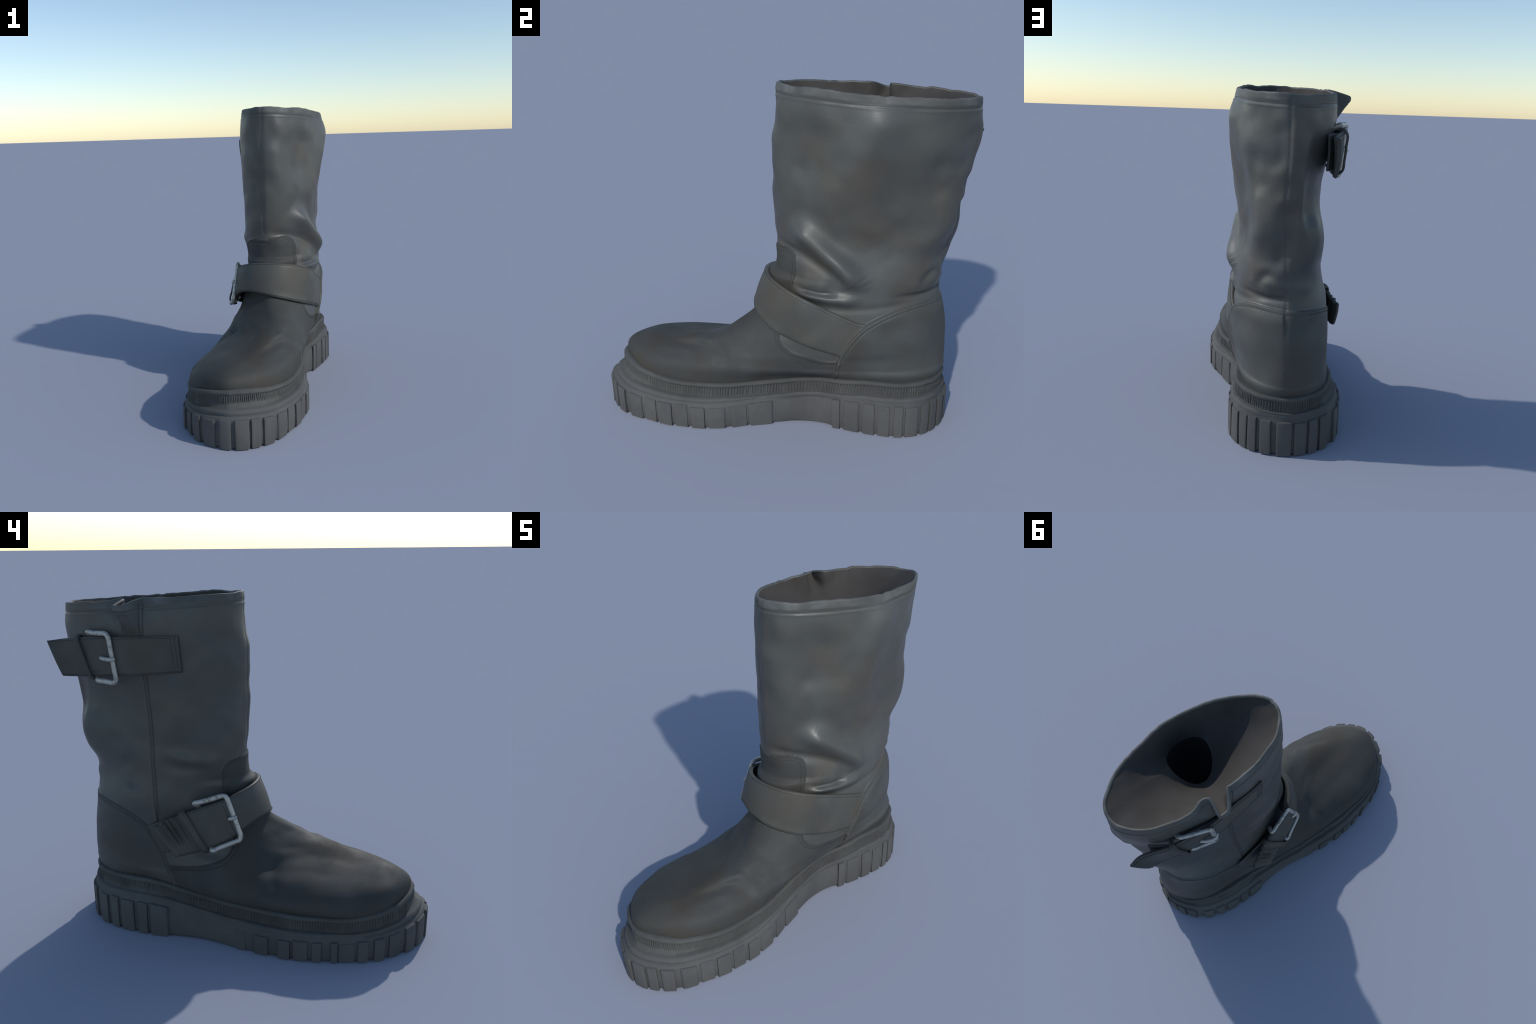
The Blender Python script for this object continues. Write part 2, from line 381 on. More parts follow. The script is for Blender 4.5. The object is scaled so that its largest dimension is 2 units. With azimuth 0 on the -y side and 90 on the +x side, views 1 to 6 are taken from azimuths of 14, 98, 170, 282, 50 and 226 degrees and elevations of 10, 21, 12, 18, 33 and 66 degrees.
# slack at the back of the ankle on the buckle side, hollow above it
D += .034 * smooth(.35, .85, -.30 * BN[..., 0] + .95 * BN[..., 1]) * np.exp(-((Z - 1.04) / .14) ** 2) * smooth(.06, -.02, X)
D -= .014 * sl * np.exp(-((Y - .58) / .12) ** 2 - ((Z - 1.2) / .18) ** 2)
# seams
front = smooth(.5, .85, -BN[..., 1]) * smooth(.98, 1.02, Z)
D += -.0045 * np.exp(-((X - .028 - .006 * noise(base, .2, 4)) / .008) ** 2) * front * (.6 + .4 * noise(base, .12, 8))
D += .002 * np.exp(-((X - .052) / .018) ** 2) * front
D += ridge(X, Z, [(.132, 1.70), (.127, 1.45), (.132, 1.13), (.10, .83), (.10, .72)], -.003, .008, sb, 0)
LAT_SEAM = [(.443, 1.75), (.454, 1.376), (.444, 1.16), (.435, .90), (.414, .62)]
D += ridge(Y, Z, LAT_SEAM, -.0055, .006, sl, 0)
D += ridge(Y, Z, [(y + .014, z) for y, z in LAT_SEAM], .003, .009, sl, 0)
D += ridge(X, Z, [(.10, .71), (.095, .5), (.09, .3)], -.0015, .012, sb, 0)
# stitched trenches
D += -.0025 * np.exp(-((cd - .022) / .004) ** 2) - .0025 * np.exp(-((vd - .020) / .004) ** 2) * (cd < 0)
# soft irregular waviness, stronger on the loose shaft than on the stiff heel
loose = smooth(.75, 1.0, Z) * .8 + .2
D += .0055 * noise(base, .16) * loose + .0032 * noise(base, .075, 9) * loose
edgewise = smooth(.55, .95, np.abs(BN[..., 1])) * smooth(.85, 1.0, Z)
D += .0065 * noise(base, .085, 17) * edgewise
# hem round the opening
rimz = Z[-1][None]
hz = rimz - Z
D += .0018 * (1 - smooth(.024, .032, hz)) - .0018 * np.exp(-((hz - .043) / .005) ** 2) + .0015 * np.exp(-((hz - .052) / .006) ** 2)
G = base + BN * D[..., None]
# pleat of the adjustable opening on the outer side
lift = smooth(1.58, 1.74, Z) * smooth(.0, .25, -BN[..., 0])
g1 = np.exp(-(np.abs(Y - .500) / .047) ** 6) * lift
g2 = np.exp(-((Y - .585) / .04) ** 2) * lift
G += g1[..., None] * np.array([-.080, .040, 0]) + g2[..., None] * np.array([.024, -.01, .0])
G[..., 2] -= .030 * g1 * smooth(1.66, 1.76, Z)
# uneven worn edge
G[..., 2] += (.006 * noise(base, .10, 31) + .003 * noise(base, .03, 37)) * smooth(.06, 0, hz)
G[..., 2] += .004 * np.exp(-((Y - .56) / .035) ** 2) * smooth(.10, 0, hz) * (X < 0)
GN = grid_normals(G)
if GN[NR // 2, NC // 4, 0] < 0: GN = -GN

# rounded lip, then the lining going down inside
R = .0085
rim, rn = G[-1], GN[-1].copy()
rn[:, 2] = 0; rn = unit(rn)
for _ in range(6): rn = unit(np.roll(rn, 1, 0) + 2 * rn + np.roll(rn, -1, 0))
lip = [rim - rn * R + rn * R * math.cos(a) + np.array([0, 0, R * .9 * math.sin(a)]) for a in np.linspace(0, math.pi, 9)[1:]]
full = np.concatenate([G, np.array(lip)], 0)
FN = grid_normals(full)
if FN[NR // 2, NC // 4, 0] < 0: FN = -FN
nfull = len(full)

F = grid_faces(nfull, NC, True)
fi, fj = np.divmod(np.arange(len(F)), NC)
ci = np.minimum(fi, NR - 1)
part = np.zeros(len(F), int)                       # 0 shaft
part[(vd[ci, fj] > 0) & (cd[ci, fj] <= 0)] = 1     # vamp
part[cd[ci, fj] > 0] = 2                           # heel counter
part[(fi >= NR - 1) | (hz[ci, fj] < .028)] = 3     # hem
fv = full.reshape(-1, 3); fnorm = FN.reshape(-1, 3)
parts = {}
for k, (name, mat) in enumerate([("shaft", LEATHER), ("vamp", VAMP_LEATHER), ("heel_counter", COUNTER_LEATHER), ("rim_hem", HEM_LEATHER)]):
    f = F[part == k]
    used, inv = np.unique(f, return_inverse=True)
    parts[name] = add(name, fv[used], inv.reshape(-1, 4), mat, normals=fnorm[used])

bvh_out = BVHTree.FromPolygons([Vector(v) for v in G.reshape(-1, 3)], [tuple(map(int, f)) for f in grid_faces(NR, NC, True)])
bvh = BVHTree.FromPolygons([Vector(v) for v in (G - BN * tuck[..., None]).reshape(-1, 3)], [tuple(map(int, f)) for f in grid_faces(NR, NC, True)])

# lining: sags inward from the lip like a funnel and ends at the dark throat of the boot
inner = lip[-1][::3]
m = len(inner)
HC = np.array([.160, .445])
ang = np.unwrap(np.arctan2(inner[:, 1] - HC[1], inner[:, 0] - HC[0]))
turn = ang[-1] + (ang[-1] - ang[-2]) - ang[0]
even = ang - turn * np.arange(m) / m
soft = inner.copy()
for _ in range(60):
    even = (np.roll(even, 1) + 2 * even + np.roll(even, -1)) / 4
    soft = (np.roll(soft, 1, 0) + 2 * soft + np.roll(soft, -1, 0)) / 4
ang = even + turn * np.arange(m) / m
ca, sa = np.cos(ang), np.sin(ang)
throat = np.stack([HC[0] + .112 * ca, HC[1] + .112 * sa, 1.555 + .055 * sa ** 2 - .075 * np.maximum(0, -ca)], 1)
inn = []
for t in np.linspace(0, 1, 26):
    e = t ** 1.15; k = smooth(0, .30, t)
    src = inner * (1 - k) + soft * k
    p = src * (1 - e) + throat * e
    p[:, 2] = src[:, 2] + (throat[:, 2] - src[:, 2]) * t ** (.95 + .4 * np.maximum(0, sa) - .2 * np.maximum(0, -ca))
    p += (.006 * noise(p, .12, 21) * math.sin(math.pi * t))[:, None]
    inn.append(p)
add("lining", np.array(inn).reshape(-1, 3), grid_faces(26, m, True), LINING)
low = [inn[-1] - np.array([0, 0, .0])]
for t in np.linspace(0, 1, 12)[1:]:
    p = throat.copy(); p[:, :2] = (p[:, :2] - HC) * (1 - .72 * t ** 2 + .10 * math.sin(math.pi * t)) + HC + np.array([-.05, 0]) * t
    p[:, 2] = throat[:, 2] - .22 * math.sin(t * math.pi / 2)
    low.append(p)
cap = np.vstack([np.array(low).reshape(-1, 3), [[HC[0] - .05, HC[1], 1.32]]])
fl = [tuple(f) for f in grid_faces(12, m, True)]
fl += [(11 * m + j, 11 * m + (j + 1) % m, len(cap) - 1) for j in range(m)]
add("throat", cap, fl, PAINTED_DARK)

# ------------------------------------------------------------------ ribbons (straps)
class Ribbon:
    """A leather strap lofted between a top and a bottom edge line."""
    def __init__(s, top, bot, n=110, clear=.012, relax=True, nw=9, hug=True, wave=None, bulge=.006, taper=1.0):
        T, B = curve(top, n), curve(bot, n)
        w = np.linspace(0, 1, nw)[None, :, None]
        S = T[:, None] * (1 - w) + B[:, None] * w
        N = s.norm(S)
        S = S + N * (bulge * (1 - (2 * w - 1) ** 2))
        if hug:
            for _ in range(2):
                for i in range(n):
                    for j in range(nw):
                        loc, nn, _, dist = bvh.find_nearest(Vector(S[i, j]))
                        if loc is None: continue
                        sd = (Vector(S[i, j]) - loc).dot(nn)
                        nv = np.array(nn)
                        cl = clear * (taper + (1 - taper) * min(1, i / (n * .16)))
                        if sd < cl: S[i, j] += nv * (cl - sd)
                for _ in range(3):
                    S[1:-1] = (S[:-2] + 2 * S[1:-1] + S[2:]) / 4
        N = s.norm(S)
        if wave is not None: S = S + N * wave(np.linspace(0, 1, n))[:, None, None] * (0.7 + .5 * np.sin(w * 5))
        s.S, s.N, s.n, s.nw = S, s.norm(S), n, nw
    @staticmethod
    def norm(S):
        N = unit(np.cross(np.gradient(S, axis=0), np.gradient(S, axis=1)))
        c = S - np.array([.07, .35, 0]); c[..., 2] = 0
        if (N * c).sum() < 0: N = -N
        return N
    def at(s, u, w, d=0.0):
        i = u * (s.n - 1); a = int(min(max(i, 0), s.n - 2)); f = i - a
        j = w * (s.nw - 1); b = int(min(max(j, 0), s.nw - 2)); g = j - b
        L = lambda A: ((A[a, b] * (1 - f) + A[a + 1, b] * f) * (1 - g) + (A[a, b + 1] * (1 - f) + A[a + 1, b + 1] * f) * g)
        return L(s.S) + L(s.N) * d
    def mesh(s, name, mat, thick=.018, parent=root):
        nw = s.nw
        e = .35 * thick
        wid = np.linalg.norm(s.S[:, -1] - s.S[:, 0], axis=1).mean()
        ws = [0, .004 / wid, .012 / wid] + list(np.linspace(0, 1, nw)[1:-1]) + [1 - .012 / wid, 1 - .004 / wid, 1]
        ds = [-.45 * thick, -.1 * thick, 0] + [0] * (nw - 2) + [0, -.1 * thick, -.45 * thick]
        prof = list(zip(ws, ds)) + [(w, -thick) for w in (1 - .004 / wid, .75, .5, .25, .004 / wid)]
        us = [0, .002] + list(np.linspace(0.006, .994, s.n)) + [.998, 1]
        V = []
        for k, u in enumerate(us):
            pin = .35 if k in (0, len(us) - 1) else (.12 if k in (1, len(us) - 2) else 0)
            for w, d in prof:
                dd = d + (-.5 * thick - d) * pin
                V.append(s.at(u, w, dd))
        m = len(prof)
        Fs = [tuple(f) for f in grid_faces(len(us), m, True)]
        Fs.append(tuple(range(m))); Fs.append(tuple(reversed(range((len(us) - 1) * m, len(us) * m))))
        ob = add(name, V, Fs, mat, parent)
        fix_normals(ob); by_angle(ob, 50)
        return ob

def fix_normals(ob):
    import bmesh
    bm = bmesh.new(); bm.from_mesh(ob.data)
    bmesh.ops.recalc_face_normals(bm, faces=bm.faces)
    bm.to_mesh(ob.data); bm.free()

# lower strap, from the inner heel counter round the instep to a slanted tip on the outer side
low_top = [(.270, .490, .605), (.300, .31, .678), (.300, .167, .742), (.258, .045, .789), (.155, -.050, .817), (.04, -.082, .826), (-.05, -.064, .818), (-.13, -.005, .795), (-.175, .06, .768), (-.198, .17, .728), (-.230, .30, .680), (-.272, .412, .632)]
low_bot = [(.270, .370, .440), (.310, .2, .488), (.308, .08, .525), (.258, -.036, .562), (.155, -.122, .603), (.04, -.150, .637), (-.06, -.122, .645), (-.142, -.066, .62), (-.19, 0, .575), (-.228, .1, .522), (-.258, .2, .492), (-.285, .29, .475)]
crumple = lambda u: .009 * np.sin(u * 215 + 2 * np.sin(u * 60)) * smooth(.885, .91, u) * smooth(1.0, .975, u)
lower = Ribbon(low_top, low_bot, clear=.020, wave=crumple, n=170, taper=.45)
lower_ob = lower.mesh("ankle_strap", STRAP_LEATHER, .021)
anchor = Ribbon([(-.185, .06, .74), (-.19, .2, .70), (-.19, .33, .655), (-.185, .47, .60)],
                [(-.20, .0, .60), (-.20, .1, .53), (-.20, .24, .485), (-.20, .385, .455)], n=40, clear=.009)
anchor.mesh("strap_anchor", STRAP_LEATHER, .012)

# upper strap, across the pleat to the calf buckle, its tip standing off behind
up_top = [(-.172, .262, 1.590), (-.182, .35, 1.585), (-.190, .45, 1.582), (-.192, .576, 1.578), (-.172, .70, 1.576), (-.146, .80, 1.565), (-.118, .862, 1.558), (-.090, .915, 1.551), (-.078, .955, 1.545), (-.086, .998, 1.540)]
up_bot = [(-.172, .252, 1.408), (-.178, .35, 1.398), (-.182, .45, 1.389), (-.183, .58, 1.384), (-.160, .68, 1.374), (-.136, .77, 1.366), (-.106, .85, 1.361), (-.092, .922, 1.358)]
upper = Ribbon(up_top, up_bot, clear=.016, n=110)
upper_ob = upper.mesh("calf_strap", STRAP_LEATHER)
back_anchor = Ribbon([(-.19, .60, 1.565), (-.17, .70, 1.565), (-.13, .80, 1.56), (-.06, .88, 1.555)],
                     [(-.18, .60, 1.40), (-.165, .70, 1.40), (-.125, .80, 1.39), (-.06, .87, 1.385)], n=40, clear=.008)
back_anchor.mesh("strap_anchor", STRAP_LEATHER, .012)

def nearest_u(rib, p):
    return float(np.argmin(((rib.S[:, rib.nw // 2] - np.array(p)) ** 2).sum(1)) / (rib.n - 1))

def keeper(rib, u, du, parent, out=.015, deep=-.035):
    t = [rib.at(u - du, w, d) for w, d in ((-.03, deep), (-.06, -.004), (.03, out), (.35, out + .002), (.65, out + .002), (.97, out), (1.06, -.004), (1.03, deep))]
    b = [rib.at(u + du, w, d) for w, d in ((-.03, deep), (-.06, -.004), (.03, out), (.35, out + .002), (.65, out + .002), (.97, out), (1.06, -.004), (1.03, deep))]
    r = Ribbon(t, b, n=48, hug=False, nw=5, bulge=.003)
    return r.mesh("strap_keeper", STRAP_LEATHER, .010, parent)

def tube(name, path, rad, mat, parent, closed=True, sides=12, flat=1.0, wob=0.0):
    P = np.asarray(path, float); n = len(P)
    Tn = unit(np.roll(P, -1, 0) - np.roll(P, 1, 0)) if closed else unit(np.gradient(P, axis=0))
    ctr = P.mean(0)
    V = []
    nn = unit(np.cross(P[n // 4] - ctr, P[n // 2] - ctr))
    rr = rad * (1 + wob * noise(P, .02, 5))
    for i in range(n):
        a = unit(np.cross(Tn[i], nn)); b = np.cross(Tn[i], a)
        for k in range(sides):
            q = 2 * math.pi * k / sides
            V.append(P[i] + rr[i] * (a * math.cos(q) + b * math.sin(q) * flat))
    Fs = [tuple(f) for f in grid_faces(n, sides, True)]
    if closed: Fs += [((n - 1) * sides + k, (n - 1) * sides + (k + 1) % sides, (k + 1) % sides, k) for k in range(sides)]
    else: Fs += [tuple(range(sides)), tuple(reversed(range((n - 1) * sides, n * sides)))]
    ob = add(name, V, Fs, mat, parent); fix_normals(ob)
    return ob

def buckle(corners, sink, parent, prong_dir, rad=.0135):
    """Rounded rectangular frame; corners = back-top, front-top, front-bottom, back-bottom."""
    C = [np.array(c, float) for c in corners]
    d = np.array(prong_dir, float)
    out = unit(np.cross(C[1] - C[2], d))
    if out[0] > 0: out = -out
    ctr = sum(C) / 4
    path = [C[0] * .8 + C[3] * .2 - out * .055, C[0] * .93 + C[3] * .07 - out * .03, C[0] - out * .004]
    for k in (1, 2):
        p, a, b = C[k], C[k - 1], C[k + 1]
        r = .028
        u, v = unit(a - p), unit(b - p)
        path += [a * (1 - t) + (p + u * r) * t for t in (.35, .7)] if k == 1 else []
        for t in np.linspace(0, 1, 6):
            path.append((1 - t) ** 2 * (p + u * r) + 2 * t * (1 - t) * p + t * t * (p + v * r))
        path += [(p + v * r) * (1 - t) + (b + unit(p - b) * r) * t for t in ((.3, .6, .85) if k == 1 else (.4, .75))]
    path += [C[3] - out * .004, C[3] * .93 + C[0] * .07 - out * .03, C[3] * .8 + C[0] * .2 - out * .055]
    holder = tube("buckle", curve(path, 90), rad, METAL, parent, closed=False, flat=.85, wob=.04)
    mid = (C[1] + C[2]) / 2
    pr = [mid - d * .25 + out * .004, mid + out * .016, mid + d * .5 + out * .010, mid + d * 1.0 - out * .006, mid + d * 1.25 - out * .02]
    tube("prong", curve(pr, 16), 0.0105, METAL, holder, closed=False, sides=10)
    return holder

b2 = buckle([(-.203, .205, .745), (-.168, .048, .792), (-.182, -.038, .561), (-.240, .112, .510)], 0, lower_ob, (.0, .055, -.02))
keeper(lower, nearest_u(lower, (-.23, .205, .60)), .013, lower_ob)
b1 = buckle([(-.140, .745, 1.590), (-.206, .608, 1.594), (-.192, .583, 1.350), (-.150, .705, 1.358)], 0, upper_ob, (.0, .055, 0))
keeper(upper, nearest_u(upper, (-.18, .77, 1.47)), .019, upper_ob)

# ------------------------------------------------------------------ stitching
def stitch_mesh(runs):
    V, Fs = [], []
    for pts, nrm, pitch, rad in runs:
        pts = np.asarray(pts, float); a = arc(pts)
        k = int(a[-1] / pitch)
        for i in range(k):
            q = (i + np.array([.18, .5, .82])) * pitch
            p = np.stack([np.interp(q, a, pts[:, c]) for c in range(3)], 1)
            n = unit(np.array([np.interp(q[1], a, np.asarray(nrm)[:, c]) for c in range(3)]))
            t = unit(p[2] - p[0]); s = np.cross(n, t)
            o = len(V)
            for pp, r in ((p[0], .45), (p[1], 1), (p[2], .45)):
                for ang in range(5):
                    q2 = 2 * math.pi * ang / 5
                    V.append(pp + n * (rad * .25 + rad * r * math.cos(q2)) + s * rad * r * math.sin(q2))
            for lv in range(2):
                for ang in range(5):
                    b = (ang + 1) % 5
                    Fs.append((o + lv*5 + ang, o + lv*5 + b, o + lv*5 + 5 + b, o + lv*5 + 5 + ang))
            Fs.append((o, o+1, o+2, o+3, o+4)); Fs.append((o+14, o+13, o+12, o+11, o+10))
    return V, Fs

def on_body(line, sgn, axis=0):
    """Project a (y, z) side-view line (or (x, z) rear line) on to the leather."""
    P, N = [], []
    for a, z in line:
        if axis == 0: o, d = Vector((sgn * 1.5, a, z)), Vector((-sgn, 0, 0))
        else: o, d = Vector((a, sgn * 1.8, z)), Vector((0, -sgn, 0))
        loc, n, _, _ = bvh_out.ray_cast(o, d)
        if loc is None: continue
        if n.dot(d) > 0: n = -n
        P.append(loc); N.append(n)
    return np.array(P), np.array(N)

def offset_line(L, d):
    L = np.array(curve(L, 120)); t = unit(np.gradient(L, axis=0))
    return L + np.stack([t[:, 1], -t[:, 0]], 1) * d

runs_dark, runs_pale = [], []
def run(store, line, sgn, lo, hi, pitch=.0125, rad=.0022, axis=0):
    L = np.array(line); n = len(L); L = L[int(lo * n):int(hi * n)]
    P, N = on_body(L, sgn, axis)
    if len(P) > 3: store.append((P, N, pitch, rad))
run(runs_pale, offset_line(COUNTER_MED, .007), 1, .18, .86)
run(runs_pale, offset_line(COUNTER_MED, .024), 1, .22, .86)
run(runs_dark, offset_line(COUNTER_LAT, .007), -1, .18, .86)
run(runs_dark, offset_line(COUNTER_LAT, .024), -1, .18, .86)
run(runs_dark, offset_line(VAMP_MED, -.007), 1, .06, .93)
run(runs_dark, offset_line(VAMP_MED, -.024), 1, .06, .93)
run(runs_dark, offset_line(VAMP_LAT, -.007), -1, .06, .93)
run(runs_dark, offset_line(VAMP_LAT, -.024), -1, .06, .55)
run(runs_dark, offset_line(LAT_SEAM, .010), -1, .02, .98)
run(runs_dark, offset_line(LAT_SEAM, -.010), -1, .02, .98)
add("panel_stitching", *stitch_mesh(runs_dark), THREAD, stuff=True)
add("counter_stitching", *stitch_mesh(runs_pale), PALE_THREAD, stuff=True)
irow = NR - 1 - int(np.argmax(hz[::-1].mean(1) > .036))
hemrun = [(G[irow], GN[irow], .011, .0015)]
add("hem_stitching", *stitch_mesh(hemrun), LEATHER, parts["rim_hem"], stuff=True)
def strap_runs(rib, lo=0.01, hi=.99, ends=False):
    us = np.linspace(lo, hi, 150); out = []
    for w in (.055, .945):
        out.append(([rib.at(u, w, .0005) for u in us], [unit(rib.at(u, w, 1) - rib.at(u, w, 0)) for u in us], .0125, .002))
    if ends:
        ws = np.linspace(.06, .94, 40)
        for u in ends:
            out.append(([rib.at(u, w, .0005) for w in ws], [unit(rib.at(u, w, 1) - rib.at(u, w, 0)) for w in ws], .0125, .002))
    return out
add("strap_stitching", *stitch_mesh(strap_runs(lower)), THREAD, lower_ob, stuff=True)
add("strap_stitching", *stitch_mesh(strap_runs(upper, ends=(.022, .05))), THREAD, upper_ob, stuff=True)

# ------------------------------------------------------------------ sole
OUT_MED = [(-.987, .11), (-.935, .196), (-.86, .265), (-.72, .323), (-.5, .367), (-.31, .362), (-.15, .318), (0, .280), (.11, .262), (.22, .268), (.32, .300), (.45, .33), (.65, .346), (.79, .285), (.865, .19)]
OUT_LAT = [(-.987, -.035), (-.93, -.148), (-.85, -.228), (-.76, -.288), (-.67, -.323), (-.5, -.358), (-.40, -.368), (-.2, -.354), (0, -.318), (.17, -.278), (.34, -.272), (.5, -.266), (.69, -.222), (.8, -.158), (.87, -.06)]
outline = [(.04, -.999)] + [(x, y) for y, x in OUT_MED] + [(.07, .902)] + [(x, y) for y, x in reversed(OUT_LAT)]
NS = 900
C2, PER = closed_curve(outline, NS)
for _ in range(40): C2 = (np.roll(C2, 1, 0) + 2 * C2 + np.roll(C2, -1, 0)) / 4
tan = unit(np.roll(C2, -1, 0) - np.roll(C2, 1, 0))
nor = np.stack([tan[:, 1], -tan[:, 0]], 1)
if (nor * (C2 - C2.mean(0))).sum() < 0: nor = -nor
sy = C2[:, 1]; sx = C2[:, 0]
ZR_Y = [-1.0, -.8, -.45, -.2, .0, .12, .3, .45, .7, .91]
ZR = [.190, .166, .148, .152, .162, .172, .194, .212, .212, .205]
zr = spline(ZR_Y, ZR, np.clip(sy, -1, .91)) + .035 * np.clip(sx, -.4, .4) * smooth(.5, .1, sy)
zblock = zr - .032
toe = smooth(-.55, -.98, sy)
arch_in = smooth(-.12, .06, sy) * smooth(.40, .22, sy) * (sx > 0)
heel_out = smooth(.2, .45, sy) * smooth(.05, -.1, sx)
kin = 1.0 + (.10 + .2 * smooth(0, .1, sx)) * smooth(.2, -.2, sy) - .50 * arch_in - .15 * smooth(.3, .45, sy)
archy = smooth(.0, .08, sy) * smooth(.285, .25, sy)
zbot = .004 + .004 * archy
PROFILE = [  # (inset, height) with height measured from ground (b), block top (t) or ridge (r)
 (.10, 'b', .012), (.020, 'b', .0), (.015, 'b', .012), (.0135, 'm', .5), (.016, 't', -.004), (.020, 't', .008), (.024, 'r', -.016), (.022, 'r', -.004),
 (.026, 'r', .004), (.036, 'r', .007), (.050, 'r', .011), (.053, 'r', .040), (.053, 'r', .060), (.046, 'r', .065), (.043, 'r', .073), (.046, 'r', .081), (.054, 'r', .086), (.064, 'r', .086), (.12, 'r', .080)]
# the welt always stays a little outside the upper that sits on it
gap = np.full(NS, .2)
for j in range(NS):
    for dz in (.045, .07, .09):
        o = Vector((*(C2[j] + nor[j] * .05), zr[j] + dz))
        loc, _, _, dist = bvh_out.ray_cast(o, Vector((-nor[j, 0], -nor[j, 1], 0)), .4)
        if loc is not None: gap[j] = min(gap[j], dist - .05)
for _ in range(3): gap = np.minimum(gap, np.minimum(np.roll(gap, 4), np.roll(gap, -4)))
for _ in range(60): gap = (np.roll(gap, 1) + 2 * gap + np.roll(gap, -1)) / 4
rowsS = []
pert = .0025 * noise(np.concatenate([C2, np.zeros((NS, 1))], 1), .05, 3)
for ins, ref, off in PROFILE:
    if ref == 'b': z = zbot + off
    elif ref == 'm': z = (zbot + zblock) / 2
    elif ref == 't': z = zblock + off
    else: z = zr + off
    kk = np.where(ins > .021, kin, 1.0)
    grow = 0
    if ref == 'r':
        z = zr + off * (1 + .2 * toe)
        grow = toe * (.010 + .28 * max(off, 0)) + heel_out * (.006 + .16 * max(off, 0))
    inset = np.minimum(ins * kk + grow, .14)
    if ref == 'r' and .005 < off and ins < .1:
        inset = np.minimum(inset, np.maximum(gap - .012 + (ins - .043), .004))
    if ref == 'r' and .035 < off < .05: rib_in = inset
    p = C2 - nor * (inset + pert * (ref == 'r'))[:, None]
    rowsS.append(np.concatenate([p, z[:, None]], 1))
rowsS = np.array(rowsS)
nb = 9
def sole_piece(name, r0, r1, mat, cap_bottom=False, cap_top=False):
    A = rowsS[r0:r1]; n = len(A)
    V = list(A.reshape(-1, 3)); Fs = [tuple(f) for f in grid_faces(n, NS, True)]
    for do, row in ((cap_bottom, 0), (cap_top, n - 1)):
        if do:
            V.append(A[row].mean(0)); c = len(V) - 1
            Fs += [(row * NS + j, row * NS + (j + 1) % NS, c) for j in range(NS)]
    ob = add(name, V, Fs, mat, sole)
    fix_normals(ob); by_angle(ob, 60)
    return ob
sole = bpy.data.objects.new("sole", None); bpy.context.collection.objects.link(sole); sole.parent = root
sole_piece("midsole", 0, nb + 1, RUBBER, cap_bottom=True)
sole_piece("welt", nb, len(rowsS), WELT_RUBBER, cap_top=True)

# welt ribs: small upright bars in the channel above the ridge
V, Fs = [], []
NRIB = 285
rng = np.random.RandomState(3)
for k in range(NRIB):
    s = (k + rng.uniform(-.08, .08)) / NRIB * NS
    i = int(s) % NS
    t = np.array([*tan[i], 0]); n = np.array([*nor[i], 0]); up = np.array([0, 0, 1.0])
    c = np.array([*(C2[i] - nor[i] * (rib_in[i] + .0005)), zr[i]])
    hw = .0046; hgt = .0075 + rng.uniform(-.0015, .001)
    o = len(V)
    for z, d in ((.008, .1), (.015, .8), (.038, 1.0), (.054, .8), (.063, .1)):
        for a, q in ((-1, -.3), (-.55, .8), (.55, .8), (1, -.3)):
            V.append(c + t * hw * a + n * hgt * max(q * d, -.3) + up * z * (1 + .2 * toe[i]))
    for r in range(4):
        for a in range(3):
            Fs.append((o + r*4 + a, o + r*4 + a + 1, o + r*4 + a + 5, o + r*4 + a + 4))
add("welt_rib", V, Fs, WELT_RUBBER, sole, stuff=True)

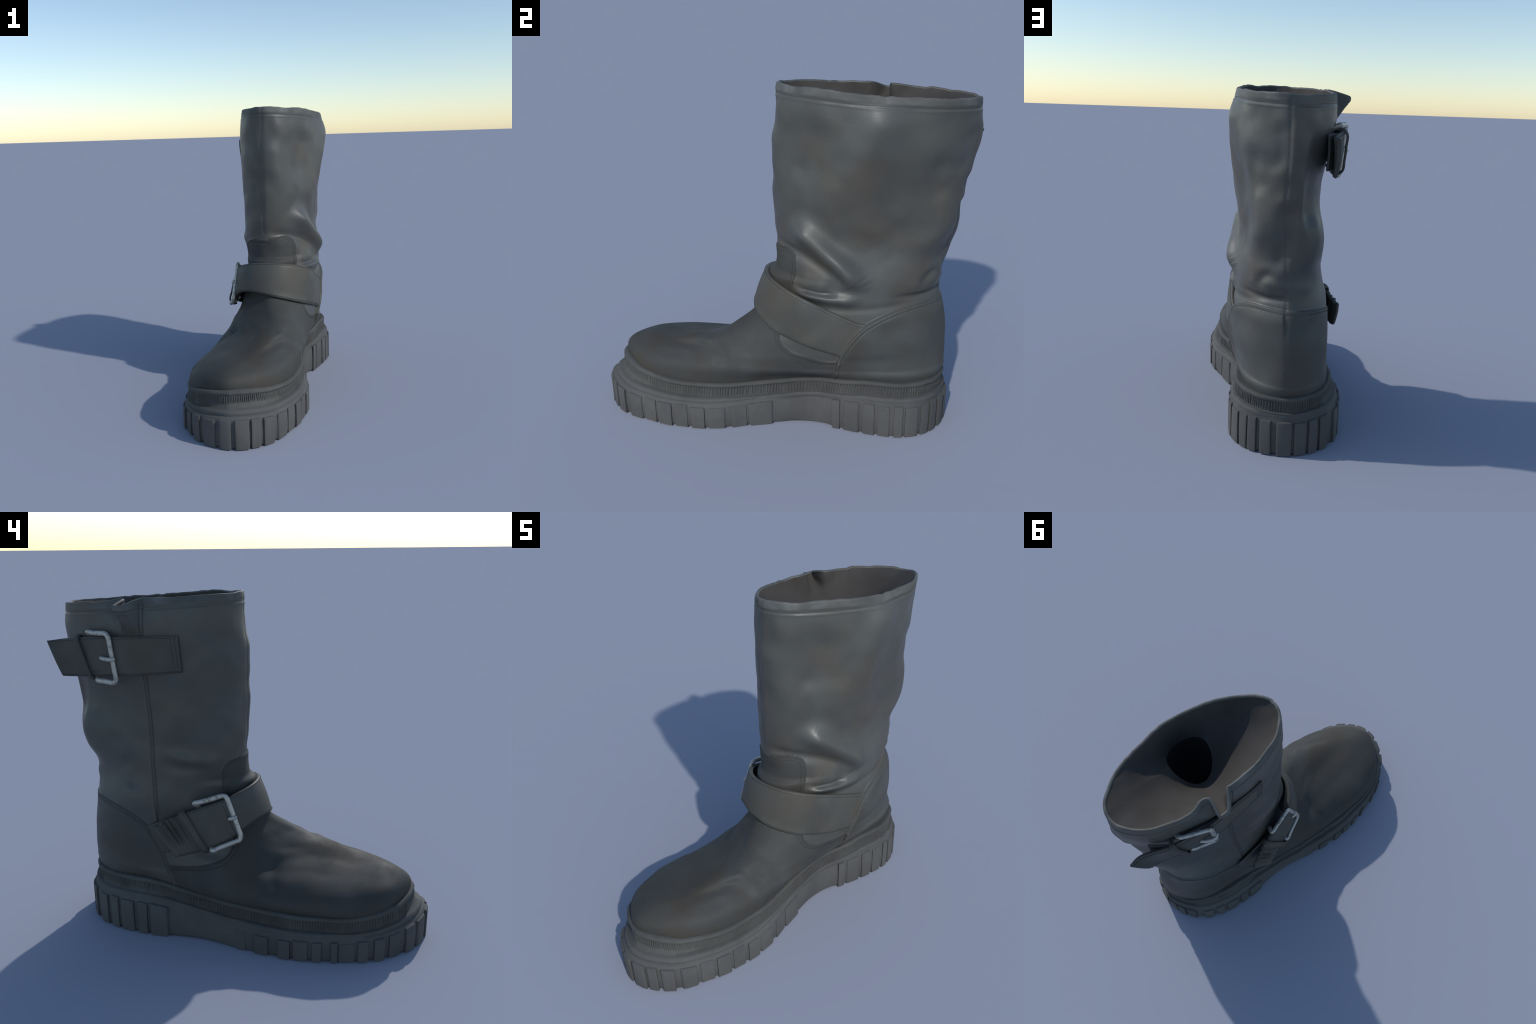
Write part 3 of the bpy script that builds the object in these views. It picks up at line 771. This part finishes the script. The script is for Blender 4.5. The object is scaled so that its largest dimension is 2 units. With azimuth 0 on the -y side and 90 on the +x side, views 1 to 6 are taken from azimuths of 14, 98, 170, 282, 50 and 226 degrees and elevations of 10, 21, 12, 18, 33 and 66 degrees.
# lugs
CS = np.arange(NS) / NS
def s_at(pt):
    return int(np.argmin(((C2 - np.array(pt)) ** 2).sum(1)))
lug_rng = np.random.RandomState(11)
def lug(i0, i1, proud, top, zb=.0):
    span = (i1 - i0) % NS
    top += lug_rng.uniform(-.006, .005); proud += lug_rng.uniform(-.003, .001)
    V = []
    prof = [(-.05, 0, .004), (-.004, 0, 0), (1, 0, .003), (1, 0, .014), (1, 1, -.010), (.75, 1, -.001), (-.002, 1, .002), (-.05, 1, .0)]
    qs = [0, .03, .09] + list(np.linspace(.2, .8, 6)) + [.91, .97, 1]
    pull = [.55, .12, 0] + [0] * 6 + [0, .12, .55]
    for q, pl in zip(qs, pull):
        ii = int(round(i0 + span * q)) % NS
        for a, hi, dz in prof:
            ins = .016 - a * (proud - .004) * (1 - pl) if a > 0 else .016 - a
            z = (zb + dz) if not hi else zblock[ii] + top + dz
            V.append([*(C2[ii] - nor[ii] * ins), z])
    V = np.array(V); V[:, :2] += .0022 * noise(V, .025, 13)[:, None] * np.array([1, -.6]); V[:, 2] = np.maximum(V[:, 2] + .0015 * noise(V, .03, 27), .0)
    m = len(prof)
    Fs = [tuple(f) for f in grid_faces(len(qs), m, True)] + [tuple(range(m)), tuple(reversed(range((len(qs) - 1) * m, len(qs) * m)))]
    ob = add("lug", V, Fs, RUBBER, sole)
    fix_normals(ob); by_angle(ob, 45)

def side_lugs(edges, lat):
    for y0, y1, proud, top in edges:
        if not lat: proud = .004 + (proud - .004) * .72
        tab = OUT_LAT if lat else OUT_MED
        f = lambda y: (np.interp(y, [a for a, _ in tab], [b for _, b in tab]), y)
        a, b = s_at(f(y0)), s_at(f(y1))
        if lat: a, b = b, a
        lug(a, b, proud, top)
side_lugs([(-.86, -.81, .016, 0), (-.785, -.735, .020, 0), (-.705, -.655, .019, .0), (-.64, -.56, .012, -.002), (-.555, -.525, .018, 0), (-.475, -.43, .020, 0), (-.405, -.335, .015, 0), (-.315, -.255, .020, 0), (-.20, -.13, .018, 0), (-.075, -.02, .011, -.004),
           (.355, .455, .020, .0), (.475, .525, .019, 0), (.555, .625, .020, 0), (.65, .70, .018, 0), (.725, .77, .020, 0)], True)
side_lugs([(-.83, -.755, .018, 0), (-.735, -.665, .014, 0), (-.645, -.575, .020, 0), (-.555, -.485, .015, 0), (-.46, -.39, .019, 0), (-.37, -.275, .016, 0), (-.24, -.165, .014, 0), (-.15, -.03, .020, .006),
           (.285, .325, .020, .004), (.345, .425, .017, 0), (.445, .505, .019, 0), (.525, .585, .015, 0), (.61, .655, .021, 0), (.67, .73, .018, 0), (.75, .795, .019, 0)], False)
def end_lugs(items):
    for a, b, proud, top in items:
        lug(s_at(a), s_at(b), proud, top)
end_lugs([((-.185, -.885), (-.135, -.928), .017, 0), ((-.11, -.945), (-.035, -.975), .018, 0), ((-.01, -.985), (.055, -.999), .019, 0), ((.08, -.99), (.15, -.965), .019, 0), ((.16, -.96), (.205, -.93), .016, 0), ((.225, -.92), (.275, -.87), .019, 0),
          ((.275, .80), (.235, .835), .018, 0), ((.215, .85), (.165, .875), .019, 0), ((.14, .885), (.065, .902), .020, 0), ((.05, .902), (-.015, .893), .015, 0), ((-.03, .888), (-.075, .865), .019, 0), ((-.09, .855), (-.135, .825), .018, 0)])

for ob in list(bpy.data.objects):
    if ob.type == 'MESH' and ob.parent is None: ob.parent = root
